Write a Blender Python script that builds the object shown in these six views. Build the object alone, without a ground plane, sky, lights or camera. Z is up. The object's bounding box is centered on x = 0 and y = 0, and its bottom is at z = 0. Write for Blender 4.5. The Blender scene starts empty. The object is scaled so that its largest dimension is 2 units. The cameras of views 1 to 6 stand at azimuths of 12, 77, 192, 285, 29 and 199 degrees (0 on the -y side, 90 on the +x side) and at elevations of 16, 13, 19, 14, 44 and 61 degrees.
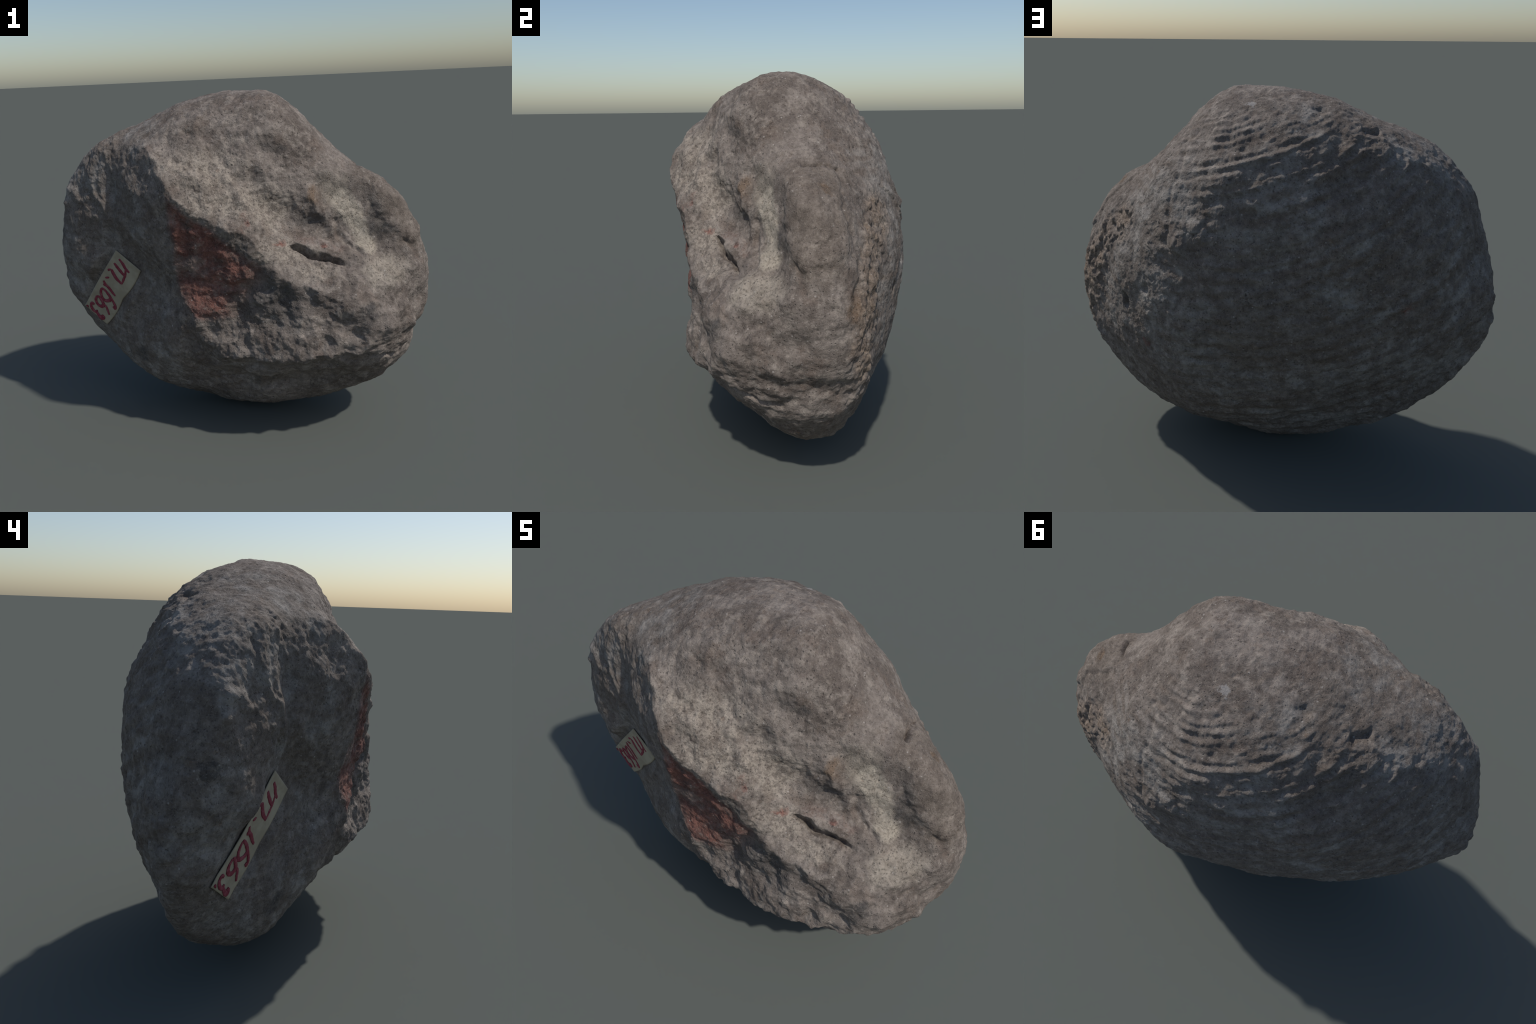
"""Fossil bivalve (stone cast) with a paper collection label.

The body is a loft: girth profiles taken every 15 degrees along the long (x)
axis, each a ring of radii every 15 degrees of turn (0 = front, 90 = up).
On top of that broad form, ridges, grooves, cracks, slabs, ribs, crust and
stone grain are sculpted as strokes and noise.
"""
import bpy
import math
import numpy as np

CORE = np.array([0.0, 0.0, 0.80])
NOSE_TIP, TAIL_TIP = 0.981, 0.990
GIRTHS = {
    15: (0.901, 0.886, 0.880, 0.903, 0.929, 0.944, 0.939, 0.912, 0.870, 0.827, 0.798, 0.784, 0.786, 0.800, 0.826, 0.862, 0.910, 0.957, 0.976, 0.978, 0.973, 0.964, 0.951, 0.930),
    30: (0.813, 0.706, 0.670, 0.671, 0.781, 0.888, 0.869, 0.830, 0.781, 0.733, 0.723, 0.709, 0.693, 0.698, 0.721, 0.764, 0.815, 0.908, 0.970, 0.963, 0.948, 0.952, 0.928, 0.882),
    45: (0.650, 0.599, 0.539, 0.584, 0.686, 0.788, 0.806, 0.784, 0.749, 0.703, 0.674, 0.646, 0.630, 0.633, 0.656, 0.697, 0.756, 0.832, 0.899, 0.868, 0.792, 0.806, 0.770, 0.696),
    60: (0.537, 0.552, 0.547, 0.569, 0.674, 0.809, 0.830, 0.796, 0.762, 0.702, 0.640, 0.596, 0.586, 0.587, 0.605, 0.645, 0.710, 0.772, 0.850, 0.780, 0.687, 0.695, 0.673, 0.571),
    75: (0.468, 0.504, 0.564, 0.609, 0.700, 0.870, 0.900, 0.846, 0.769, 0.687, 0.611, 0.566, 0.539, 0.524, 0.543, 0.587, 0.654, 0.728, 0.783, 0.754, 0.663, 0.628, 0.569, 0.458),
    90: (0.440, 0.462, 0.562, 0.642, 0.715, 0.841, 0.894, 0.872, 0.774, 0.676, 0.589, 0.539, 0.511, 0.494, 0.500, 0.549, 0.624, 0.716, 0.789, 0.717, 0.599, 0.558, 0.516, 0.461),
    105: (0.450, 0.479, 0.584, 0.713, 0.766, 0.866, 0.885, 0.868, 0.777, 0.679, 0.570, 0.535, 0.505, 0.492, 0.512, 0.554, 0.609, 0.704, 0.785, 0.704, 0.595, 0.567, 0.519, 0.486),
    120: (0.458, 0.504, 0.586, 0.686, 0.809, 0.875, 0.888, 0.858, 0.758, 0.707, 0.618, 0.562, 0.531, 0.515, 0.529, 0.563, 0.623, 0.722, 0.803, 0.764, 0.657, 0.586, 0.532, 0.470),
    135: (0.459, 0.499, 0.580, 0.665, 0.778, 0.949, 0.921, 0.876, 0.814, 0.736, 0.666, 0.616, 0.587, 0.577, 0.580, 0.607, 0.661, 0.778, 0.850, 0.802, 0.689, 0.586, 0.508, 0.466),
    150: (0.526, 0.538, 0.585, 0.734, 0.866, 0.977, 0.958, 0.904, 0.851, 0.794, 0.742, 0.712, 0.686, 0.679, 0.697, 0.713, 0.765, 0.844, 0.907, 0.816, 0.706, 0.630, 0.576, 0.543),
    165: (0.810, 0.836, 0.870, 0.914, 0.958, 0.975, 0.957, 0.921, 0.886, 0.856, 0.832, 0.818, 0.817, 0.823, 0.838, 0.863, 0.898, 0.933, 0.954, 0.934, 0.883, 0.840, 0.804, 0.794),
}

FACE_CUTS = 380          # grid cuts per side of the cube sphere


# ------------------------------------------------------------------ loft ---
RINGS = np.array([GIRTHS[a] for a in sorted(GIRTHS)])


def cubic(t):
    return np.stack([(-t + 2 * t * t - t ** 3) / 2, (2 - 5 * t * t + 3 * t ** 3) / 2,
                     (t + 4 * t * t - 3 * t ** 3) / 2, (-t * t + t ** 3) / 2], -1)


def loft_radius(d):
    """radius of the smooth body along unit directions d"""
    nt, nph = RINGS.shape
    grid = np.vstack([np.full((1, nph), NOSE_TIP), RINGS, np.full((1, nph), TAIL_TIP)])
    half = nph // 2
    grid = np.vstack([np.roll(grid[1:2], half, 1), grid, np.roll(grid[-2:-1], half, 1)])
    a = np.arccos(np.clip(d[:, 0], -1, 1)) / math.pi * (nt + 1)
    b = (np.arctan2(d[:, 2], -d[:, 1]) % (2 * math.pi)) / (2 * math.pi) * nph
    i = np.minimum(a.astype(int), nt)
    j = b.astype(int)
    wa, wb = cubic(a - i), cubic(b - j)
    r = np.zeros(len(d))
    for p in range(4):
        for q in range(4):
            r += wa[:, p] * wb[:, q] * grid[i + p, (j + q - 1) % nph]
    return r


def unit(v):
    return v / np.linalg.norm(v, axis=-1, keepdims=True)


def loft_point(p):
    d = unit(np.atleast_2d(np.asarray(p, float)) - CORE)
    return CORE + d * loft_radius(d)[:, None]


# ----------------------------------------------------------------- noise ---
def perm_table(seed):
    g = np.random.default_rng(seed)
    return np.concatenate([g.permutation(256)] * 3), unit(g.normal(size=(256, 3)))


def perlin(p, seed=0):
    perm, grads = perm_table(seed)
    i = np.floor(p).astype(np.int32)
    f = (p - i).astype(np.float32)
    grads = grads.astype(np.float32)
    i &= 255
    u = f * f * f * (f * (f * 6 - 15) + 10)
    out = np.zeros(len(p), np.float32)
    for dx in (0, 1):
        for dy in (0, 1):
            for dz in (0, 1):
                h = perm[perm[perm[(i[:, 0] + dx) & 255] + ((i[:, 1] + dy) & 255)] + ((i[:, 2] + dz) & 255)]
                g = grads[h]
                w = (u[:, 0] if dx else 1 - u[:, 0]) * (u[:, 1] if dy else 1 - u[:, 1]) * (u[:, 2] if dz else 1 - u[:, 2])
                out += w * ((f[:, 0] - dx) * g[:, 0] + (f[:, 1] - dy) * g[:, 1] + (f[:, 2] - dz) * g[:, 2])
    return out * 1.6


def fbm(p, size, octaves=4, seed=0, gain=0.5):
    out, amp = np.zeros(len(p)), 1.0
    for k in range(octaves):
        out += amp * perlin(p / size * 2 ** k + 17.3 * k, seed + k)
        amp *= gain
    return out


def ridged(p, size, octaves=3, seed=0):
    out, amp = np.zeros(len(p)), 1.0
    for k in range(octaves):
        out += amp * (1 - 2.2 * np.abs(perlin(p / size * 2 ** k + 9.1 * k, seed + k)))
        amp *= 0.5
    return out


def pebbles(p, size, seed=0, fill=0.6):
    """rounded grains: height 0..1 of the nearest grain (Worley)"""
    g = np.random.default_rng(seed)
    jit, rad = g.random((4096, 3)), g.random(4096)
    q = p / size
    i = np.floor(q).astype(int)
    best = np.zeros(len(p))
    for dx in (-1, 0, 1):
        for dy in (-1, 0, 1):
            for dz in (-1, 0, 1):
                c = i + (dx, dy, dz)
                h = ((c[:, 0] * 73 + c[:, 1] * 179 + c[:, 2] * 283) ^ (c[:, 1] * 31 + c[:, 2] * 7)) & 4095
                d = np.linalg.norm(q - c - jit[h], axis=1)
                r = fill * (0.5 + 0.7 * rad[h])
                best = np.maximum(best, np.sqrt(np.clip(1 - (d / r) ** 2, 0, 1)) * (0.5 + 0.5 * rad[h]))
    return best


def smooth(lo, hi, x):
    t = np.clip((x - lo) / (hi - lo), 0, 1)
    return t * t * (3 - 2 * t)


def only(mask, make, p):
    """mask * make(points), worked out only where the mask is not nil"""
    out = np.zeros(len(p))
    k = np.nonzero(mask > 1e-4)[0]
    out[k] = mask[k] * make(p[k])
    return out


# --------------------------------------------------------------- strokes ---
class Clay:
    """points of the body with a running height along the base normal"""

    def __init__(self, points, normals):
        self.p, self.n = points, normals
        self.h = np.zeros(len(points))
        jig = 0.014
        self.q = points + jig * np.stack([fbm(points, 0.09, 3, s) for s in (50, 60, 70)], 1)

    def near(self, pts, reach):
        lo, hi = pts.min(0) - reach, pts.max(0) + reach
        return np.nonzero(((self.p > lo) & (self.p < hi)).all(1))[0]

    def distance(self, pts, reach, ragged=True):
        """distance to a polyline, place along it (0..1) and signed side"""
        pts = loft_point(pts)
        k = self.near(pts, reach + 0.06)
        x = (self.q if ragged else self.p)[k]
        best = np.full(len(k), 9.0)
        along, side = np.zeros(len(k)), np.zeros(len(k))
        m = max(len(pts) - 1, 1)
        if len(pts) == 1:
            return k, np.linalg.norm(x - pts[0], axis=1), along, side
        for s in range(m):
            a, ab = pts[s], pts[s + 1] - pts[s]
            t = np.clip(((x - a) @ ab) / (ab @ ab), 0, 1)
            v = x - a - t[:, None] * ab
            d = np.linalg.norm(v, axis=1)
            w = d < best
            best[w] = d[w]
            along[w] = (s + t[w]) / m
            up = np.cross(ab / np.linalg.norm(ab), unit(a + ab / 2 - CORE))
            side[w] = v[w] @ up
        return k, best, along, side

    def stroke(self, pts, width, height, taper=0.15, ragged=True, flat=1.0):
        """round ridge (height > 0) or groove (height < 0) along a line"""
        k, d, t, _ = self.distance(pts, width * 2.5, ragged)
        e = np.exp(-(d / width) ** (2 * flat))
        if taper and len(pts) > 1:
            e = e * smooth(-0.02, taper, t) * smooth(-0.02, taper, 1 - t)
        self.h[k] += height * e

    def crease(self, pts, width, height, taper=0.12):
        """sharp-topped edge along a line"""
        k, d, t, _ = self.distance(pts, width * 1.2, True)
        e = np.clip(1 - d / width, 0, 1) ** 1.4
        if taper:
            e = e * smooth(-0.02, taper, t) * smooth(-0.02, taper, 1 - t)
        self.h[k] += height * e

    def step(self, pts, width, height, edge=0.008):
        """one side of the line stands proud and fades out over width"""
        k, d, t, s = self.distance(pts, width * 1.2, True)
        e = smooth(-edge, edge, s) * np.clip(1 - d / width, 0, 1) ** 1.5
        e = e * smooth(-0.02, 0.15, t) * smooth(-0.02, 0.15, 1 - t)
        self.h[k] += height * e

    def dome(self, centre, radii, height, sharp=1.0):
        c = loft_point(centre)
        radii = np.broadcast_to(np.asarray(radii, float), (3,))
        k = self.near(c, radii.max() * 2.4)
        d = np.linalg.norm((self.q[k] - c[0]) / radii, axis=1)
        self.h[k] += height * np.exp(-d ** (2 * sharp))

    def patch(self, pts, ragged=True):
        """signed distance into a patch outlined on the surface (inside > 0)"""
        pts = loft_point(pts)
        c = pts.mean(0)
        n = unit(c - CORE)
        e1 = unit(np.cross(n, (0.3, 0.2, 0.9)))
        e2 = np.cross(n, e1)
        k = self.near(pts, 0.1)
        x = (self.q if ragged else self.p)[k] - c
        u, v = x @ e1, x @ e2
        pu, pv = (pts - c) @ e1, (pts - c) @ e2
        inside = np.zeros(len(k), bool)
        dist = np.full(len(k), 9.0)
        m = len(pts)
        for s in range(m):
            a, b = (pu[s], pv[s]), (pu[(s + 1) % m], pv[(s + 1) % m])
            cross = ((a[1] > v) != (b[1] > v)) & (u < (b[0] - a[0]) * (v - a[1]) / (b[1] - a[1] + 1e-12) + a[0])
            inside ^= cross
            ax, ay = b[0] - a[0], b[1] - a[1]
            t = np.clip(((u - a[0]) * ax + (v - a[1]) * ay) / (ax * ax + ay * ay), 0, 1)
            dist = np.minimum(dist, np.hypot(u - a[0] - t * ax, v - a[1] - t * ay))
        front = (x @ n) > -0.25
        return k, np.where(inside & front, dist, -dist)


# ------------------------------------------------------- lines on the body ---
CREST = [(-0.49, -0.25, 1.48), (-0.36, -0.36, 1.50), (-0.29, -0.43, 1.46), (-0.24, -0.47, 1.36), (-0.17, -0.51, 1.26),
         (-0.08, -0.50, 1.20), (0.05, -0.49, 1.12), (0.16, -0.49, 1.08), (0.23, -0.46, 0.97), (0.30, -0.45, 0.88),
         (0.41, -0.45, 0.83), (0.51, -0.46, 0.80), (0.62, -0.46, 0.75)]
RED_EDGE = [(-0.17, -0.50, 1.15), (-0.19, -0.45, 0.95), (-0.19, -0.42, 0.80), (-0.14, -0.44, 0.72), (-0.10, -0.46, 0.66), (-0.11, -0.43, 0.58)]
LIP = [(-0.12, -0.41, 0.56), (-0.01, -0.45, 0.52), (0.02, -0.44, 0.46), (0.16, -0.48, 0.48), (0.28, -0.50, 0.47), (0.37, -0.51, 0.49),
       (0.47, -0.49, 0.52), (0.63, -0.44, 0.53), (0.75, -0.41, 0.57)]
SLAB = [(0.63, -0.16, 1.28), (0.63, -0.10, 1.32), (0.63, 0.00, 1.33), (0.62, 0.07, 1.31), (0.72, 0.06, 1.23), (0.80, 0.04, 1.16),
        (0.83, 0.05, 1.10), (0.90, 0.02, 1.04), (0.93, -0.03, 0.99), (0.91, -0.09, 0.97), (0.91, -0.15, 0.94), (0.87, -0.18, 0.99),
        (0.78, -0.18, 1.05), (0.70, -0.17, 1.18)]
CRUST = [(0.47, 0.34, 1.20), (0.62, 0.27, 1.15), (0.75, 0.20, 1.08), (0.83, 0.16, 0.97), (0.90, 0.13, 0.87), (0.92, 0.12, 0.74), (0.95, 0.09, 0.65), (0.92, 0.09, 0.52)]
FLAKE = [(0.335, -0.37, 1.005), (0.39, -0.36, 0.975), (0.46, -0.35, 0.955), (0.53, -0.33, 0.935), (0.62, -0.31, 0.895), (0.60, -0.30, 0.95),
         (0.55, -0.30, 1.01), (0.47, -0.30, 1.03), (0.38, -0.33, 1.02)]
SLIT = [(0.335, -0.37, 1.00), (0.39, -0.36, 0.968), (0.46, -0.35, 0.945), (0.53, -0.33, 0.925), (0.61, -0.32, 0.885)]
UMBO = np.array([0.18, -0.04, 1.78])        # centre of the growth lines


def sculpt(p, n):
    c = Clay(p, n)
    x, y, z = p.T
    front = smooth(-0.12, -0.28, y) * smooth(-0.35, -0.1, x)
    back = smooth(0.0, 0.2, y)

    # broad stone lumps
    c.h += 0.010 * fbm(p, 0.30, 2, 1) + 0.0055 * fbm(p, 0.10, 3, 5)
    c.h += 0.0030 * fbm(p, 0.035, 4, 9, 0.6)
    c.h -= 0.0035 * pebbles(c.q, 0.040, 14, 0.30) * smooth(-0.2, 0.4, perlin(p / 0.25, 16))

    # --- broken front -----------------------------------------------------
    c.crease(CREST, 0.075, 0.026)
    c.crease(RED_EDGE, 0.06, 0.010)
    c.crease(LIP, 0.06, 0.022)
    under = smooth(0.60, 0.52, z) * smooth(0.36, 0.44, z) * front
    c.h -= 0.016 * under * smooth(0.0, 0.2, x)
    rough = front * smooth(1.0, 0.85, z) * smooth(0.42, 0.5, z) * smooth(-0.15, 0.0, x)
    c.h += only(rough, lambda s: 0.006 * ridged(s, 0.16, 2, 21) - 0.002 + 0.014 * fbm(s, 0.12, 3, 25, 0.45), p)
    c.h += only(front, lambda s: 0.0065 * fbm(s, 0.065, 3, 28) + 0.011 * fbm(s, 0.15, 2, 29), p)
    # rounded bar and the grooves beside it
    c.stroke([(0.47, -0.24, 1.29), (0.55, -0.22, 1.22), (0.62, -0.21, 1.17), (0.66, -0.21, 1.10), (0.69, -0.23, 1.03), (0.72, -0.225, 0.95), (0.78, -0.225, 0.90)], 0.062, -0.022, taper=0.25, ragged=False)
    c.stroke([(0.06, -0.43, 1.34), (0.15, -0.39, 1.30), (0.21, -0.39, 1.22), (0.28, -0.36, 1.16), (0.37, -0.32, 1.12), (0.46, -0.29, 1.09)], 0.060, -0.024)
    c.stroke([(0.55, -0.255, 1.13), (0.60, -0.26, 1.07), (0.62, -0.27, 1.03), (0.65, -0.28, 0.98), (0.68, -0.28, 0.92)], 0.016, -0.018)
    c.stroke([(0.41, -0.28, 1.27), (0.46, -0.28, 1.18), (0.53, -0.265, 1.11), (0.59, -0.27, 1.04)], 0.026, 0.016)
    c.stroke([(0.62, -0.18, 1.24), (0.67, -0.17, 1.17), (0.71, -0.185, 1.10), (0.77, -0.20, 1.03), (0.80, -0.205, 0.97)], 0.040, -0.012, ragged=False)
    c.dome((0.74, -0.205, 0.95), (0.08, 0.06, 0.07), -0.025, 1.0)
    c.dome((0.44, -0.29, 1.09), (0.06, 0.06, 0.04), -0.022)
    c.dome((0.50, -0.25, 1.30), 0.035, -0.012)
    c.dome((0.76, -0.34, 0.86), (0.13, 0.1, 0.06), 0.014)
    c.dome((0.26, -0.29, 1.45), 0.06, -0.016)
    c.dome((0.02, -0.37, 1.41), 0.06, -0.014)
    c.dome((0.16, -0.27, 1.575), (0.06, 0.05, 0.04), -0.014)
    c.dome((-0.16, -0.42, 1.40), (0.05, 0.05, 0.03), -0.010)
    c.dome((0.84, -0.21, 0.905), 0.035, -0.012)
    c.stroke([(0.05, -0.40, 1.34), (0.10, -0.42, 1.29), (0.13, -0.43, 1.24), (0.19, -0.43, 1.18)], 0.014, 0.010)
    c.stroke([(-0.30, -0.37, 1.44), (-0.21, -0.42, 1.39), (-0.16, -0.46, 1.35), (-0.07, -0.45, 1.32), (0.04, -0.42, 1.31)], 0.03, 0.010)
    # splinter over an open slit
    k, s = c.patch(FLAKE)
    c.h[k] += 0.016 * smooth(-0.006, 0.012, s) * smooth(0.64, 0.5, p[k][:, 0])
    c.stroke([(0.35, -0.355, 1.005), (0.40, -0.345, 0.985), (0.47, -0.335, 0.965), (0.54, -0.32, 0.945)], 0.016, 0.010)
    c.stroke(SLIT, 0.011, -0.042, taper=0.3)
    c.dome((0.43, -0.355, 0.953), (0.035, 0.03, 0.012), -0.018)

    # --- slab -------------------------------------------------------------
    k, s = c.patch(SLAB)
    c.h[k] += 0.012 * smooth(-0.04, 0.05, s) * smooth(1.27, 1.10, p[k][:, 2])
    c.h[k] += 0.004 * smooth(-0.006, 0.016, s) - 0.004 * np.exp(-(s / 0.008) ** 2) * smooth(0.0, 0.5, fbm(p[k], 0.15, 2, 81))
    c.stroke([(0.62, 0.08, 1.30), (0.64, -0.02, 1.325), (0.63, -0.08, 1.32)], 0.009, -0.032, taper=0.08)
    c.stroke([(0.87, -0.18, 0.99), (0.90, -0.155, 0.95), (0.92, -0.14, 0.94)], 0.008, -0.012)
    c.stroke([(0.91, -0.10, 0.98), (0.93, -0.08, 0.965)], 0.008, -0.010)

    # --- lower right end --------------------------------------------------
    c.stroke([(0.66, -0.43, 0.50), (0.74, -0.385, 0.47), (0.80, -0.33, 0.45), (0.83, -0.27, 0.425), (0.87, -0.20, 0.43)], 0.012, -0.032)
    c.stroke([(-0.10, -0.31, 0.30), (-0.03, -0.31, 0.26), (0.06, -0.33, 0.26), (0.14, -0.38, 0.30)], 0.010, -0.014)
    c.stroke([(0.90, -0.28, 0.68), (0.95, -0.20, 0.70), (0.98, -0.12, 0.71)], 0.035, -0.014)
    c.stroke([(0.71, -0.43, 0.56), (0.84, -0.34, 0.56), (0.89, -0.25, 0.54), (0.92, -0.14, 0.52), (0.92, -0.04, 0.51), (0.91, 0.07, 0.51)], 0.03, -0.010)
    chin = smooth(0.55, 0.75, x) * smooth(0.78, 0.62, z) * smooth(0.1, -0.05, y)
    c.h += only(chin, lambda s: 0.004 * ridged(s * (1.0, 1.0, 2.0), 0.26, 3, 33) + 0.013 * fbm(s, 0.15, 3, 35), p)
    c.stroke([(0.88, 0.07, 1.01), (0.92, 0.07, 0.93), (0.96, 0.045, 0.85), (0.98, 0.01, 0.80)], 0.02, -0.008)

    c.dome((0.94, -0.19, 0.83), (0.10, 0.10, 0.10), 0.030)
    c.stroke([(0.0, -0.33, 0.30), (0.25, -0.36, 0.30), (0.48, -0.34, 0.33), (0.62, -0.34, 0.38)], 0.08, -0.036)

    # --- crusty margin ----------------------------------------------------
    k, d, t, s = c.distance(CRUST, 0.18, True)
    m = smooth(0.15, 0.05, d) * smooth(0.50, 0.66, p[k][:, 0])
    c.h[k] += m * (0.006 + 0.005 * fbm(p[k], 0.05, 3, 77) - 0.011 * pebbles(p[k] * (1, 1, 0.7), 0.040, 3, 0.52) + 0.011 * pebbles(p[k] * (1, 1, 0.75), 0.036, 4, 0.5))
    k, d, t, s = c.distance([(0.20, 0.47, 1.16), (0.31, 0.48, 1.10), (0.37, 0.46, 1.16)], 0.1)
    c.h[k] += smooth(0.07, 0.02, d) * (0.014 * pebbles(p[k], 0.06, 5, 0.65) + 0.002)
    c.dome((0.29, 0.49, 1.11), 0.035, 0.02)

    # --- back valve: growth ribs -------------------------------------------
    def ribs(s):
        r = np.linalg.norm(s - UMBO, axis=1) + 0.014 * fbm(s, 0.25, 2, 41)
        worn = 0.6 * fbm(s, 0.16, 2, 44) + 0.7 * fbm(s * (0.7, 1, 1), 0.055, 2, 45)
        sx, sz = s[:, 0], s[:, 2]
        strong = smooth(0.34, 0.16, sx) * smooth(-0.55, -0.38, sx) * (0.35 * smooth(0.85, 1.1, sz) + 0.65 * smooth(1.22, 1.36, sz)) * smooth(1.66, 1.56, sz)
        faint = smooth(1.60, 1.4, sz) * smooth(0.45, 0.25, sx)
        return (strong * (0.0024 * np.sin(r * 2 * math.pi / 0.034) * np.clip(0.4 + 1.6 * worn, 0.0, 1.6) + 0.006 * worn)
                + faint * 0.0036 * np.sin(r * 2 * math.pi / 0.048) * np.clip(0.6 + worn, 0, 1))

    c.h += only(back, ribs, p)
    # wider, weaker growth lines on the flank seen end on
    flank = np.maximum(smooth(-0.55, -0.75, x), smooth(0.5, 0.3, z)) * smooth(-0.08, 0.04, y) * smooth(0.45, 0.3, y)
    c.h += only(flank, lambda s: 0.0035 * np.sin((s[:, 1] + 0.12 * s[:, 2] + 0.03 * fbm(s, 0.3, 2, 47)) * 2 * math.pi / 0.050)
                * np.clip(0.7 + fbm(s, 0.2, 2, 49), 0, 1.3), p)
    lump = [((-0.15, 0.38, 1.475), 0.03, 0.016), ((-0.01, 0.48, 1.295), 0.026, 0.014), ((-0.31, 0.34, 1.40), 0.028, 0.012),
            ((0.10, 0.45, 1.36), 0.03, 0.010), ((-0.45, 0.33, 1.33), 0.03, 0.008), ((0.05, 0.44, 1.40), 0.025, 0.008)]
    for centre, size, high in lump:
        c.dome(centre, (size * 1.7, size, size), high)
    c.stroke([(0.31, 0.27, 1.48), (0.32, 0.37, 1.37), (0.35, 0.40, 1.27), (0.335, 0.45, 1.18), (0.345, 0.47, 1.12)], 0.012, -0.007)
    c.step([(0.52, 0.31, 1.22), (0.48, 0.38, 1.16), (0.44, 0.42, 1.09), (0.39, 0.46, 1.03)][::-1], 0.08, 0.012)
    c.dome((0.61, 0.34, 0.78), (0.024, 0.024, 0.042), -0.045, 1.8)
    c.dome((0.47, 0.44, 0.89), 0.018, -0.016, 1.5)
    c.dome((0.32, 0.26, 1.48), 0.014, -0.014)
    c.stroke([(-0.40, 0.17, 1.555), (-0.44, 0.145, 1.548), (-0.47, 0.12, 1.54)], 0.025, -0.020)
    c.dome((-0.235, 0.18, 1.615), (0.035, 0.03, 0.03), -0.012)
    c.dome((-0.26, 0.20, 1.60), 0.02, 0.008)
    k, d, t, s = c.distance([(-0.40, 0.24, 1.50), (-0.60, 0.18, 1.45), (-0.74, 0.10, 1.36)], 0.15)
    c.h[k] += smooth(0.10, 0.04, d) * 0.005 * ridged(p[k], 0.06, 3, 52)
    # thin shell margin along the keel
    c.stroke([(-0.93, 0.09, 0.95), (-0.88, 0.12, 0.72), (-0.78, 0.16, 0.55), (-0.60, 0.20, 0.40), (-0.40, 0.24, 0.28), (-0.10, 0.26, 0.20),
              (0.20, 0.26, 0.20), (0.45, 0.24, 0.28)], 0.07, -0.008)
    c.dome((-0.80, -0.16, 0.76), (0.10, 0.10, 0.12), -0.018)
    c.crease([(-0.99, -0.02, 0.85), (-0.97, 0.0, 0.68), (-0.90, 0.02, 0.55), (-0.80, 0.04, 0.44), (-0.65, 0.07, 0.30), (-0.45, 0.08, 0.17),
              (-0.2, 0.08, 0.06), (0.05, 0.07, 0.02), (0.3, 0.05, 0.06), (0.55, 0.06, 0.17), (0.75, 0.08, 0.32)], 0.10, 0.020)
    # knobbly lower margin
    k, d, t, s = c.distance([(-0.98, 0.02, 0.80), (-0.96, 0.03, 0.68), (-0.92, 0.05, 0.59), (-0.82, 0.08, 0.48), (-0.72, 0.13, 0.39), (-0.55, 0.20, 0.32)], 0.12)
    c.h[k] += smooth(0.10, 0.02, d) * 0.010 * (pebbles(p[k], 0.05, 8, 0.6) - 0.3)

    # --- label side ---------------------------------------------------------
    k, d, t, s = c.distance([(-0.60, -0.22, 1.45), (-0.68, -0.22, 1.36), (-0.72, -0.22, 1.27), (-0.67, -0.27, 1.20), (-0.64, -0.27, 1.08)], 0.16)
    m = smooth(0.12, 0.03, d)
    c.h[k] += m * (0.008 * ridged(p[k] * (1, 1, 0.6), 0.09, 4, 57) - 0.004 + 0.005 * fbm(p[k], 0.05, 3, 58))
    c.dome((-0.88, -0.15, 1.17), 0.03, 0.016)
    c.stroke([(-0.88, -0.13, 1.24), (-0.82, -0.18, 1.23), (-0.78, -0.22, 1.17)], 0.022, 0.012)
    c.stroke([(-0.58, -0.28, 1.36), (-0.60, -0.30, 1.23), (-0.60, -0.29, 1.10), (-0.63, -0.26, 1.00)], 0.035, -0.014)
    c.stroke([(-0.50, -0.33, 1.44), (-0.40, -0.40, 1.38), (-0.33, -0.44, 1.28)], 0.05, -0.012)
    return c.h


# ------------------------------------------------------------------ mesh ---
def cube_sphere(cuts):
    t = np.tan(np.linspace(-math.pi / 4, math.pi / 4, cuts + 1))
    a, b = np.meshgrid(t, t, indexing="ij")
    one = np.ones_like(a)
    sides = [(one, a, b), (-one, b, a), (b, one, a), (a, -one, b), (a, b, one), (b, a, -one)]
    pts = np.concatenate([np.stack(s, -1).reshape(-1, 3) for s in sides])
    i = np.arange((cuts + 1) ** 2).reshape(cuts + 1, cuts + 1)
    quad = np.stack([i[:-1, :-1], i[1:, :-1], i[1:, 1:], i[:-1, 1:]], -1).reshape(-1, 4)
    quads = np.concatenate([quad + s * (cuts + 1) ** 2 for s in range(6)])
    key = np.round(pts * 1e6).astype(np.int64)
    code = (key[:, 0] + 2_000_000) * (4_000_001 ** 2) + (key[:, 1] + 2_000_000) * 4_000_001 + key[:, 2] + 2_000_000
    _, first, inverse = np.unique(code, return_index=True, return_inverse=True)
    return unit(pts[first]), inverse[quads]


def vertex_normals(p, quads):
    fn = np.cross(p[quads[:, 2]] - p[quads[:, 0]], p[quads[:, 3]] - p[quads[:, 1]])
    n = np.zeros_like(p)
    for k in range(4):
        for a in range(3):
            n[:, a] += np.bincount(quads[:, k], fn[:, a], len(p))
    return unit(n)


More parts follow.
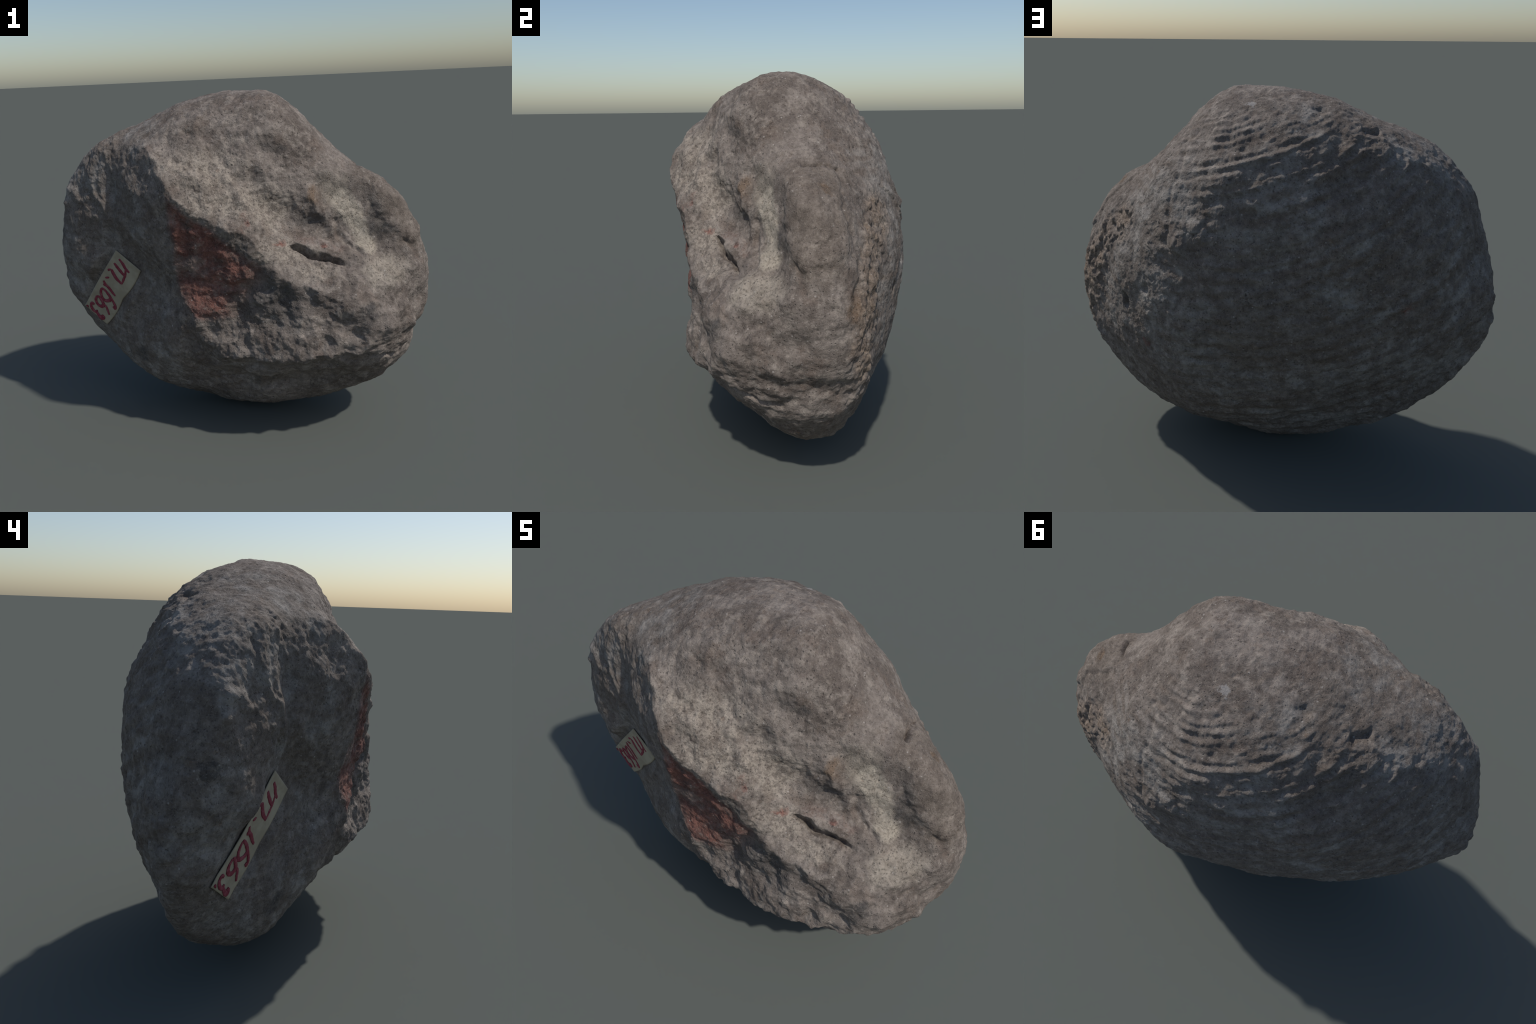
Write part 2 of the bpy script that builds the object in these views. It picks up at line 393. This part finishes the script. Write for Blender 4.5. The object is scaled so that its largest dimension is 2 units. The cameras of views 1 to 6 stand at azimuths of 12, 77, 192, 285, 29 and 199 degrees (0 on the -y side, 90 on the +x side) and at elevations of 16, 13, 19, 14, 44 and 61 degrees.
def to_mesh(name, p, quads):
    me = bpy.data.meshes.new(name)
    me.vertices.add(len(p))
    me.vertices.foreach_set("co", np.ascontiguousarray(p, np.float32).ravel())
    size = quads.shape[1]
    me.loops.add(quads.size)
    me.loops.foreach_set("vertex_index", np.ascontiguousarray(quads, np.int32).ravel())
    me.polygons.add(len(quads))
    me.polygons.foreach_set("loop_start", np.arange(0, quads.size, size, dtype=np.int32))
    me.update(calc_edges=True)
    me.polygons.foreach_set("use_smooth", np.ones(len(quads), bool))
    me.validate()
    return me


def add_object(name, mesh, parent, material):
    ob = bpy.data.objects.new(name, mesh)
    bpy.context.scene.collection.objects.link(ob)
    if parent is not None:
        ob.parent = parent
    if material is not None:
        mesh.materials.append(material)
    return ob


# ------------------------------------------------------------- materials ---
class Nodes:
    def __init__(self, name):
        self.mat = bpy.data.materials.new(name)
        self.mat.use_nodes = True
        self.tree = self.mat.node_tree
        self.bsdf = self.tree.nodes["Principled BSDF"]
        self.coord = self.tree.nodes.new("ShaderNodeTexCoord").outputs["Object"]

    def put(self, socket, value):
        if hasattr(value, "is_linked"):
            self.tree.links.new(value, socket)
        else:
            socket.default_value = value

    def node(self, kind, out, **inputs):
        nd = self.tree.nodes.new(kind)
        for key, val in inputs.items():
            if key in nd.inputs:
                self.put(nd.inputs[key], val)
            else:
                setattr(nd, key, val)
        return nd.outputs[out]

    def math(self, op, a, b=0.0, clamp=False):
        nd = self.tree.nodes.new("ShaderNodeMath")
        nd.operation, nd.use_clamp = op, clamp
        self.put(nd.inputs[0], a)
        self.put(nd.inputs[1], b)
        return nd.outputs[0]

    def vec(self, op, a, b=(0, 0, 0), out="Vector"):
        nd = self.tree.nodes.new("ShaderNodeVectorMath")
        nd.operation = op
        self.put(nd.inputs[0], a)
        self.put(nd.inputs[1], b)
        return nd.outputs[out]

    def ramp(self, value, lo, hi, a=0.0, b=1.0):
        nd = self.tree.nodes.new("ShaderNodeMapRange")
        nd.interpolation_type = "SMOOTHSTEP"
        for key, val in (("Value", value), ("From Min", lo), ("From Max", hi), ("To Min", a), ("To Max", b)):
            self.put(nd.inputs[key], val)
        return nd.outputs["Result"]

    def mix(self, fac, a, b, blend="MIX"):
        nd = self.tree.nodes.new("ShaderNodeMix")
        nd.data_type, nd.blend_type = "RGBA", blend
        self.put(nd.inputs[0], fac)
        self.put(nd.inputs[6], a if hasattr(a, "is_linked") else (*a, 1))
        self.put(nd.inputs[7], b if hasattr(b, "is_linked") else (*b, 1))
        return nd.outputs[2]

    def noise(self, scale, detail=4.0, rough=0.55, at=None):
        return self.node("ShaderNodeTexNoise", "Fac", Vector=self.coord if at is None else at, Scale=scale, Detail=detail, Roughness=rough)

    def capsule(self, at, a, b, radius, soft=0.4):
        """1 along a rod from a to b, fading to 0 at its rim"""
        a, b = np.array(a), np.array(b)
        rel = self.vec("SUBTRACT", at, tuple(a))
        t = self.math("DIVIDE", self.vec("DOT_PRODUCT", rel, tuple(b - a), "Value"), float((b - a) @ (b - a)), clamp=True)
        nd = self.tree.nodes.new("ShaderNodeVectorMath")
        nd.operation = "SCALE"
        nd.inputs[0].default_value = tuple(b - a)
        self.put(nd.inputs["Scale"], t)
        d = self.vec("LENGTH", self.vec("SUBTRACT", rel, nd.outputs["Vector"]), out="Value")
        return self.ramp(d, radius * (1 + soft), radius * (1 - soft))

    def blob(self, at, centre, radii, soft=0.5):
        """1 inside an ellipsoid, fading to 0 at its rim"""
        radii = (radii,) * 3 if isinstance(radii, (int, float)) else radii
        v = self.vec("DIVIDE", self.vec("SUBTRACT", at, centre), radii)
        return self.ramp(self.vec("LENGTH", v, out="Value"), 1.0 + soft, 1.0 - soft)

    def any_of(self, masks):
        out = masks[0]
        for m in masks[1:]:
            out = self.math("MAXIMUM", out, m)
        return out

    def axis(self, at):
        nd = self.tree.nodes.new("ShaderNodeSeparateXYZ")
        self.put(nd.inputs[0], at)
        return nd.outputs[0], nd.outputs[1], nd.outputs[2]

    def plane(self, at, normal, offset, soft):
        """1 where normal . p > offset"""
        return self.ramp(self.vec("DOT_PRODUCT", at, normal, "Value"), offset - soft, offset + soft)


def stone_material():
    s = Nodes("weathered_stone")
    wob = s.node("ShaderNodeTexNoise", "Color", Vector=s.coord, Scale=7.0, Detail=5.0, Roughness=0.65)
    at = s.vec("ADD", s.coord, s.vec("MULTIPLY", s.vec("SUBTRACT", wob, (0.5, 0.5, 0.5)), (0.16, 0.16, 0.16)))
    x, y, z = s.axis(at)
    near = s.vec("ADD", s.coord, s.vec("MULTIPLY", s.vec("SUBTRACT", wob, (0.5, 0.5, 0.5)), (0.08, 0.08, 0.08)))

    broad, patchy = s.noise(5.0, 6, 0.6), s.noise(15.0, 10, 0.68)
    mottle, grain, fine = s.noise(34.0, 8, 0.72), s.noise(85.0, 6, 0.75), s.noise(210.0, 3, 0.65)
    col = s.mix(s.ramp(broad, 0.38, 0.62), STONE_DARK, STONE_MID)
    col = s.mix(s.math("MULTIPLY", s.ramp(patchy, 0.48, 0.62), 0.50), col, STONE_LIGHT)
    col = s.mix(s.math("MULTIPLY", s.ramp(s.noise(8.0, 8, 0.68, s.vec("ADD", s.coord, (3.1, 7.7, 1.3))), 0.52, 0.62), 0.55), col, STONE_BROWN)

    # greyer valve and label side, brown between its growth lines
    grey = s.any_of([s.math("MULTIPLY", s.plane(at, (0, 1, 0), 0.22, 0.2), s.ramp(z, 1.55, 1.30)),
                     s.plane(at, (-0.94, 0.35, -0.05), 0.12, 0.05)])
    reach = s.vec("LENGTH", s.vec("SUBTRACT", s.vec("ADD", s.coord, s.vec("MULTIPLY", s.vec("SUBTRACT", wob, (0.5, 0.5, 0.5)), (0.07, 0.07, 0.07))), tuple(UMBO)), out="Value")
    band = s.ramp(s.math("SINE", s.math("MULTIPLY", reach, 2 * math.pi / 0.06)), -0.3, 0.9)
    band = s.math("MULTIPLY", s.math("MULTIPLY", band, s.plane(at, (0, 1, 0), 0.10, 0.12)), s.ramp(s.noise(4.0, 3), 0.42, 0.60))
    valve = s.mix(s.ramp(patchy, 0.42, 0.60), GREY_DARK, GREY_LIGHT)
    valve = s.mix(s.math("MULTIPLY", s.ramp(broad, 0.56, 0.46), 0.6), valve, GREY_BROWN)
    col = s.mix(s.math("MULTIPLY", grey, 0.80), col, valve)
    col = s.mix(s.math("MULTIPLY", band, 0.7), col, GREY_BROWN)

    # pale dusty places on the broken front
    pale = s.any_of([s.blob(at, (0.05, -0.46, 1.22), (0.30, 0.10, 0.08)), s.blob(at, (-0.02, -0.42, 1.38), (0.24, 0.1, 0.1)),
                     s.blob(at, (0.28, -0.42, 0.99), (0.2, 0.08, 0.06)), s.blob(at, (0.22, -0.36, 1.18), (0.14, 0.1, 0.12)),
                     s.blob(at, (0.42, -0.40, 0.88), (0.14, 0.06, 0.05))])
    col = s.mix(s.math("MULTIPLY", s.math("MULTIPLY", pale, s.ramp(mottle, 0.36, 0.58, 0.35, 1.0)), 0.58), col, s.mix(s.ramp(grain, 0.38, 0.58), DUST_DARK, DUST_LIGHT))
    smooth_pale = s.blob(at, (0.55, -0.22, 1.23), (0.07, 0.06, 0.09))
    col = s.mix(s.math("MULTIPLY", smooth_pale, 0.75), col, (0.290, 0.252, 0.206))
    bar = s.any_of([s.capsule(near, (0.585, -0.205, 1.19), (0.70, -0.225, 0.97), 0.052, 0.35),
                    s.math("MULTIPLY", s.capsule(at, (0.72, -0.33, 0.86), (0.82, -0.25, 0.87), 0.065, 0.6), 0.65)])
    col = s.mix(s.math("MULTIPLY", bar, 0.78), col, s.mix(s.ramp(grain, 0.36, 0.58), (0.33, 0.288, 0.232), (0.455, 0.400, 0.325)))
    flake = s.capsule(near, (0.39, -0.33, 1.025), (0.57, -0.30, 0.975), 0.022, 0.4)
    col = s.mix(s.math("MULTIPLY", flake, 0.5), col, s.mix(s.ramp(patchy, 0.42, 0.58), (0.19, 0.125, 0.103), (0.33, 0.275, 0.24)))
    rust = s.math("MULTIPLY", s.ramp(s.noise(10.0, 6, 0.7, s.vec("ADD", s.coord, (11.0, 4.0, 2.0))), 0.64, 0.74), 0.4)
    col = s.mix(rust, col, (0.25, 0.155, 0.095))

    # dark patches, most of them in hollows
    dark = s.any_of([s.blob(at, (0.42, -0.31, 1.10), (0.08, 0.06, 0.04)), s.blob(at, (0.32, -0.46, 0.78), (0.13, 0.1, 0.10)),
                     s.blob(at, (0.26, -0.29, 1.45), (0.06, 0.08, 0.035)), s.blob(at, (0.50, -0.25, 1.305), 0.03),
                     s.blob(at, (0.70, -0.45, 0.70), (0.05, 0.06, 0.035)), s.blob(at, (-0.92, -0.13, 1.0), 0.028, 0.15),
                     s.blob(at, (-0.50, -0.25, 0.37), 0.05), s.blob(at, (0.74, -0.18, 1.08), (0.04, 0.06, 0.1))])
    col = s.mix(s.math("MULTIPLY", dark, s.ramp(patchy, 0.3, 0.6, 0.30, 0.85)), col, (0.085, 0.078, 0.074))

    # brown slab
    slab = s.any_of([s.blob(at, (0.68, -0.03, 1.26), (0.13, 0.13, 0.10), 0.25), s.blob(at, (0.80, -0.06, 1.12), (0.13, 0.13, 0.13), 0.25),
                     s.blob(at, (0.88, -0.08, 1.00), (0.1, 0.12, 0.09), 0.3)])
    col = s.mix(s.math("MULTIPLY", slab, 0.85), col, s.mix(s.ramp(patchy, 0.35, 0.65), SLAB_DARK, SLAB_LIGHT))

    # ochre crust down the margin
    crust = s.any_of([s.blob(at, p, r) for p, r in (((0.66, 0.25, 1.12), 0.09), ((0.78, 0.19, 1.03), 0.09), ((0.86, 0.15, 0.92), 0.09),
                                                    ((0.92, 0.12, 0.80), 0.09), ((0.94, 0.10, 0.68), 0.09), ((0.93, 0.09, 0.57), 0.06))])
    col = s.mix(s.math("MULTIPLY", crust, s.ramp(patchy, 0.36, 0.60, 0.15, 0.85)), col, s.mix(s.ramp(grain, 0.4, 0.65), CRUST_DARK, CRUST_LIGHT))
    stain = s.any_of([s.blob(at, (0.97, 0.03, 0.85), (0.05, 0.05, 0.06)), s.blob(at, (0.76, -0.02, 1.24), 0.03), s.blob(at, (0.45, -0.28, 1.21), (0.03, 0.04, 0.03))])
    col = s.mix(s.math("MULTIPLY", stain, 0.45), col, (0.20, 0.115, 0.055))

    # red paint below the crest
    red_patch = s.plane(near, (0.0, -1.0, 0.0), 0.34, 0.04)
    for normal, offset, soft in (((1.0, 0.0, 0.0), -0.19, 0.025), ((0.84, 0.0, 0.54), 0.265, 0.025), ((-0.63, 0.0, -0.78), -0.86, 0.02), ((-0.82, 0.0, 0.57), 0.34, 0.08), ((0.0, 0.0, 1.0), 0.66, 0.02)):
        red_patch = s.math("MULTIPLY", red_patch, s.plane(near, normal, offset, soft))
    wear = s.ramp(s.noise(8.0, 8, 0.68), 0.34, 0.60)
    drip = s.any_of([s.blob(at, (0.16, -0.49, 1.14), (0.02, 0.06, 0.05)), s.blob(at, (0.30, -0.40, 1.02), (0.04, 0.05, 0.012)),
                     s.blob(at, (0.50, -0.32, 0.975), 0.016), s.blob(at, (-0.63, 0.34, 0.87), 0.022), s.blob(at, (0.50, 0.39, 0.61), 0.02)])
    red = s.any_of([s.math("MULTIPLY", red_patch, s.ramp(wear, 0, 1, 0.30, 0.85)), s.math("MULTIPLY", drip, s.ramp(patchy, 0.4, 0.55, 0.1, 0.75))])
    col = s.mix(red, col, s.mix(s.ramp(patchy, 0.38, 0.66), RED_DARK, RED_LIGHT))

    # mottling, grain, pits and flecks
    col = s.mix(s.ramp(mottle, 0.54, 0.40, 0.0, 0.42), col, (0.50, 0.48, 0.47), "MULTIPLY")
    col = s.mix(s.ramp(mottle, 0.54, 0.66, 0.0, 0.25), col, DUST_LIGHT)
    col = s.mix(s.ramp(grain, 0.47, 0.34, 0.0, 0.70), col, (0.33, 0.32, 0.32), "MULTIPLY")
    col = s.mix(s.ramp(fine, 0.56, 0.74, 0.0, 0.35), col, (0.52, 0.47, 0.42))
    pit = None
    for scale, size, chance in ((46.0, 0.20, 0.80), (95.0, 0.26, 0.76)):
        nd = s.tree.nodes.new("ShaderNodeTexVoronoi")
        nd.inputs["Scale"].default_value = scale
        s.put(nd.inputs["Vector"], s.vec("ADD", s.coord, s.vec("MULTIPLY", s.vec("SUBTRACT", wob, (0.5, 0.5, 0.5)), (0.02, 0.02, 0.02))))
        luck = s.axis(nd.outputs["Color"])[0]
        dot = s.math("MULTIPLY", s.ramp(nd.outputs["Distance"], size * 1.3, size * 0.6), s.ramp(luck, chance, chance + 0.06))
        pit = dot if pit is None else s.math("MAXIMUM", pit, dot)
    pit = s.math("MULTIPLY", pit, s.ramp(s.noise(6.0, 3), 0.40, 0.56, 0.3, 1.0))
    col = s.mix(s.math("MULTIPLY", pit, 0.58), col, (0.060, 0.054, 0.050))
    vor2 = s.tree.nodes.new("ShaderNodeTexVoronoi")
    vor2.inputs["Scale"].default_value = 40.0
    s.put(vor2.inputs["Vector"], s.vec("ADD", s.coord, (5, 3, 1)))
    fleck = s.math("MULTIPLY", s.ramp(vor2.outputs["Distance"], 0.20, 0.08), s.ramp(s.axis(vor2.outputs["Color"])[0], 0.84, 0.88))
    col = s.mix(s.math("MULTIPLY", fleck, 0.5), col, (0.50, 0.46, 0.42))
    white = s.blob(at, (0.063, 0.216, 1.642), (0.022, 0.03, 0.014), 0.2)
    col = s.mix(s.math("MULTIPLY", white, 0.5), col, (0.46, 0.44, 0.42))

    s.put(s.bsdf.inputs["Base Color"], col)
    s.put(s.bsdf.inputs["Roughness"], s.ramp(patchy, 0.3, 0.7, 0.92, 0.78))
    s.bsdf.inputs["Specular IOR Level"].default_value = 0.25
    height = s.math("ADD", s.math("MULTIPLY", grain, 0.55), s.math("MULTIPLY", fine, 0.22))
    height = s.math("ADD", height, s.math("MULTIPLY", mottle, 0.8))
    height = s.math("SUBTRACT", height, s.math("MULTIPLY", pit, 0.35))
    s.put(s.bsdf.inputs["Normal"], s.node("ShaderNodeBump", "Normal", Strength=0.75, Distance=0.014, Height=height))
    return s.mat


STONE_DARK, STONE_MID, STONE_LIGHT, STONE_BROWN = (0.145, 0.119, 0.102), (0.232, 0.196, 0.170), (0.370, 0.320, 0.275), (0.172, 0.131, 0.106)
GREY_DARK, GREY_LIGHT, GREY_BROWN = (0.195, 0.170, 0.149), (0.310, 0.285, 0.258), (0.165, 0.128, 0.102)  # greys tinted warmer to offset blue sky light on the shaded sides
DUST_DARK, DUST_LIGHT = (0.27, 0.232, 0.192), (0.45, 0.390, 0.320)
SLAB_DARK, SLAB_LIGHT = (0.138, 0.111, 0.091), (0.220, 0.182, 0.152)
CRUST_DARK, CRUST_LIGHT = (0.205, 0.148, 0.105), (0.37, 0.282, 0.210)
RED_DARK, RED_LIGHT = (0.135, 0.058, 0.047), (0.265, 0.098, 0.070)


def paper_material():
    s = Nodes("aged_paper")
    col = s.mix(s.ramp(s.noise(14.0, 6, 0.6), 0.35, 0.7), (0.31, 0.262, 0.182), (0.40, 0.348, 0.250))
    col = s.mix(s.ramp(s.noise(120.0, 4, 0.7), 0.5, 0.75, 0.0, 0.35), col, (0.30, 0.26, 0.19))
    s.put(s.bsdf.inputs["Base Color"], col)
    s.bsdf.inputs["Roughness"].default_value = 0.9
    s.put(s.bsdf.inputs["Normal"], s.node("ShaderNodeBump", "Normal", Strength=0.3, Distance=0.004, Height=s.noise(60.0, 5)))
    return s.mat


def ink_material():
    s = Nodes("red_ink")
    col = s.mix(s.ramp(s.noise(55.0, 5, 0.7), 0.42, 0.75), (0.19, 0.012, 0.030), (0.30, 0.085, 0.10))
    s.put(s.bsdf.inputs["Base Color"], col)
    s.bsdf.inputs["Roughness"].default_value = 0.7
    return s.mat


# ----------------------------------------------------------------- label ---
# corners: start/bottom of the writing, start/top, end/top, end/bottom
LABEL = np.array([(-0.577, -0.243, 0.936), (-0.444, -0.264, 0.834), (-0.729, -0.124, 0.477), (-0.858, -0.103, 0.579)])
PEN = [  # (half width, points as (along, across))
    (0.017, [(0.07, 0.22), (0.09, 0.39), (0.12, 0.54), (0.13, 0.70)]),
    (0.017, [(0.16, 0.15), (0.18, 0.29), (0.20, 0.49), (0.21, 0.61)]),
    (0.012, [(0.12, 0.54), (0.19, 0.62), (0.26, 0.65), (0.33, 0.68)]),
    (0.018, [(0.26, 0.18), (0.29, 0.29), (0.32, 0.46), (0.33, 0.68)]),
    (0.010, [(0.30, 0.12), (0.28, 0.12), (0.26, 0.18)]),
    (0.022, [(0.390, 0.17), (0.405, 0.22)]),
    (0.015, [(0.47, 0.15), (0.50, 0.27), (0.51, 0.44), (0.53, 0.60), (0.54, 0.73)]),
    (0.016, [(0.51, 0.20), (0.515, 0.30)]),
    (0.016, [(0.59, 0.21), (0.65, 0.25), (0.70, 0.36), (0.71, 0.48), (0.67, 0.60), (0.62, 0.62), (0.59, 0.45), (0.58, 0.29), (0.59, 0.21)]),
    (0.014, [(0.61, 0.63), (0.64, 0.76), (0.67, 0.87), (0.705, 0.90), (0.70, 0.81)]),
    (0.017, [(0.74, 0.20), (0.80, 0.22), (0.84, 0.34), (0.83, 0.49), (0.78, 0.52), (0.75, 0.41), (0.73, 0.28), (0.74, 0.20)]),
    (0.012, [(0.77, 0.49), (0.78, 0.63), (0.82, 0.76), (0.85, 0.85)]),
    (0.015, [(0.885, 0.26), (0.885, 0.17), (0.93, 0.18), (0.96, 0.30), (0.96, 0.44), (0.925, 0.45)]),
    (0.019, [(0.955, 0.48), (0.97, 0.60), (0.975, 0.72), (0.95, 0.77), (0.935, 0.66)]),
    (0.008, [(0.985, 0.06), (0.972, 0.09), (0.985, 0.14)]),
]


LABEL_OUT = unit(np.cross(LABEL[3] - LABEL[0], LABEL[1] - LABEL[0]))
LABEL_OUT = LABEL_OUT * np.sign(LABEL_OUT @ (LABEL.mean(0) - CORE))


def label_sheet(u, v):
    """point of the gently bowed paper at (along, across)"""
    a, b, c, d = LABEL
    u, v = np.asarray(u, float)[:, None], np.asarray(v, float)[:, None]
    p = a * (1 - u) * (1 - v) + d * u * (1 - v) + b * (1 - u) * v + c * u * v
    p = p + unit((b - a) + (c - d)) * 0.010 * v * np.abs(np.sin(2 * math.pi * u))
    return p + LABEL_OUT * (0.006 * np.sin(math.pi * u) - 0.001)


def bed_label(p):
    """press the stone down to just under the paper"""
    a, b, c, d = LABEL
    e1, e2 = unit((d + c - a - b) / 2), unit((b + c - a - d) / 2)
    mid = LABEL.mean(0)
    long, wide = np.linalg.norm((d + c - a - b) / 2), np.linalg.norm((b + c - a - d) / 2)
    rel = p - mid
    u, v = rel @ e1 / long + 0.5, rel @ e2 / wide + 0.5
    edge = np.maximum(np.abs(u - 0.5) * long - long / 2, np.abs(v - 0.5) * wide - wide / 2)
    k = np.nonzero((edge < 0.06) & (rel @ LABEL_OUT > -0.12))[0]
    over = ((p[k] - label_sheet(np.clip(u[k], 0, 1), np.clip(v[k], 0, 1))) @ LABEL_OUT) + 0.002
    p[k] -= LABEL_OUT * (np.maximum(over, 0) * smooth(0.06, 0.01, edge[k]))[:, None]
    p[k] += LABEL_OUT * (np.maximum(-0.004 - over, 0) * smooth(0.05, -0.02, edge[k]))[:, None]


def build_label(parent, body_at, paper, ink):
    nu, nv = 60, 22
    u, v = [g.ravel() for g in np.meshgrid(np.linspace(0, 1, nu + 1), np.linspace(0, 1, nv + 1), indexing="ij")]
    seat = body_at(u, v)
    idx = np.arange((nu + 1) * (nv + 1)).reshape(nu + 1, nv + 1)
    top = np.stack([idx[:-1, :-1], idx[1:, :-1], idx[1:, 1:], idx[:-1, 1:]], -1).reshape(-1, 4)
    n = LABEL_OUT
    curl = 0.005 * np.exp(-((1 - u) / 0.06) ** 2) + 0.006 * np.exp(-(v / 0.15) ** 2) * np.sin(math.pi * np.clip(u, 0, 1)) + 0.003 * np.exp(-(u / 0.06) ** 2)
    upper = seat + n * (0.003 + curl)[:, None]
    lower = upper - n * 0.0035
    rim = np.concatenate([idx[:, 0], idx[-1, 1:], idx[-2::-1, -1], idx[0, -2:0:-1]])
    nxt = np.roll(rim, -1)
    m = len(u)
    faces = np.concatenate([top, top[:, ::-1] + m, np.stack([nxt, rim, rim + m, nxt + m], -1)])
    ctr = np.cross(upper[top[0, 1]] - upper[top[0, 0]], upper[top[0, 2]] - upper[top[0, 0]])
    if ctr @ n < 0:
        faces = faces[:, ::-1]
    me = to_mesh("paper_label", np.concatenate([upper, lower]), faces)
    label = add_object("paper_label", me, parent, paper)

    grid_u, grid_v = upper.reshape(nu + 1, nv + 1, 3), None

    def on_paper(uu, vv):
        fu, fv = np.clip(uu, 0, 1) * nu, np.clip(vv, 0, 1) * nv
        i, j = np.minimum(fu.astype(int), nu - 1), np.minimum(fv.astype(int), nv - 1)
        s, t = (fu - i)[:, None], (fv - j)[:, None]
        return grid_u[i, j] * (1 - s) * (1 - t) + grid_u[i + 1, j] * s * (1 - t) + grid_u[i, j + 1] * (1 - s) * t + grid_u[i + 1, j + 1] * s * t

    length, width = np.linalg.norm(LABEL[3] - LABEL[0]), np.linalg.norm(LABEL[1] - LABEL[0])
    rng = np.random.default_rng(4)
    pts, quads, base = [], [], 0
    for s_i, (half, line) in enumerate(PEN):
        line = np.array(line) * (length, width)
        half = half * 0.58
        # smooth the pen line with a Catmull-Rom pass
        ext = np.vstack([2 * line[0] - line[1], line, 2 * line[-1] - line[-2]])
        fine = []
        for k in range(len(line) - 1):
            w = cubic(np.linspace(0, 1, 10, endpoint=False))
            fine.append(w @ ext[k:k + 4])
        fine = np.vstack(fine + [line[-1:]])
        tang = unit(np.gradient(fine, axis=0))
        side = np.stack([-tang[:, 1], tang[:, 0]], 1)
        q = np.linspace(0, 1, len(fine))
        prof = half * (0.55 + 0.45 * np.sin(math.pi * np.clip(q * 0.9 + 0.05, 0, 1))) * (1 + 0.18 * rng.normal(size=len(q)) * 0.5)
        ring = []
        for off, up in ((-1.0, 0.0006), (-0.5, 0.0018), (0.5, 0.0018), (1.0, 0.0006), (1.0, -0.0015), (-1.0, -0.0015)):
            uv = fine + side * (prof * off)[:, None]
            ring.append(on_paper(uv[:, 0] / length, uv[:, 1] / width) + n * (up + 0.0002 * s_i))
        ring = np.stack(ring, 1)
        m = len(fine)
        ids = base + np.arange(m * 6).reshape(m, 6)
        for k in range(6):
            a, b = ids[:, k], ids[:, (k + 1) % 6]
            quads.append(np.stack([a[:-1], a[1:], b[1:], b[:-1]], -1))
        for e in (ids[0], ids[-1]):
            quads.append(np.array([[e[0], e[1], e[2], e[3]], [e[0], e[3], e[4], e[5]]]))
        pts.append(ring.reshape(-1, 3))
        base += m * 6
    me = to_mesh("handwriting", np.concatenate(pts), np.concatenate(quads))
    add_object("handwriting", me, label, ink)


# ----------------------------------------------------------------- build ---
def build():
    d, quads = cube_sphere(FACE_CUTS)
    p = CORE + d * loft_radius(d)[:, None]
    n = vertex_normals(p, quads)
    if (n * d).sum() < 0:
        quads = quads[:, ::-1].copy()
        n = -n
    base = p.copy()
    h = sculpt(p, n)
    p = p + n * h[:, None]
    drop = p[:, 2].min()
    p[:, 2] -= drop * smooth(0.9, 0.1, p[:, 2])
    p[:, 2] -= p[:, 2].min()
    bed_label(p)
    normals = vertex_normals(p, quads)
    print("extent", p.min(0), p.max(0), "quads", len(quads))

    # parts by region of the body
    x, y, z = base.T
    zone = np.zeros(len(base), int)                                   # umbo
    zone[y + 0.05 * fbm(base, 0.3, 2, 91) > 0.10 + 0.25 * smooth(1.3, 1.7, z)] = 1   # valve
    clay = Clay(base, n)
    broken = (y < 0.02) & (x * 0.94 - y * 0.2 + 0.22 * z > 0.12) & (z > 0.5) & (z < 1.62)
    zone[broken & (zone == 0)] = 2                                   # fracture face
    zone[(zone == 0) & (z < 0.55)] = 3                               # underside
    zone[(zone == 0) & (x < -0.15) & (y < 0.1) & (z < 1.46)] = 4     # label side
    k, dist, _, _ = clay.distance(CRUST, 0.16)
    zone[k[dist < 0.10]] = 5
    k, s = clay.patch(SLAB)
    zone[k[s > 0]] = 6
    names = ["umbo", "shell_valve", "fracture_face", "underside", "shell_flank", "crusty_margin", "stone_slab"]

    root = bpy.data.objects.new("fossil_shell", None)
    bpy.context.scene.collection.objects.link(root)
    root["label"] = "grey brown stone fossil clam with a handwritten paper label"
    root["category"] = "fossil"
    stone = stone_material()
    face_zone = zone[quads[:, 0]]
    for i, name in enumerate(names):
        sub = quads[face_zone == i]
        if not len(sub):
            continue
        used, inv = np.unique(sub, return_inverse=True)
        me = to_mesh(name, p[used], inv.reshape(-1, 4))
        me.normals_split_custom_set_from_vertices(normals[used].astype(np.float32))
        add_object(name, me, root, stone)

    build_label(root, label_sheet, paper_material(), ink_material())


build()
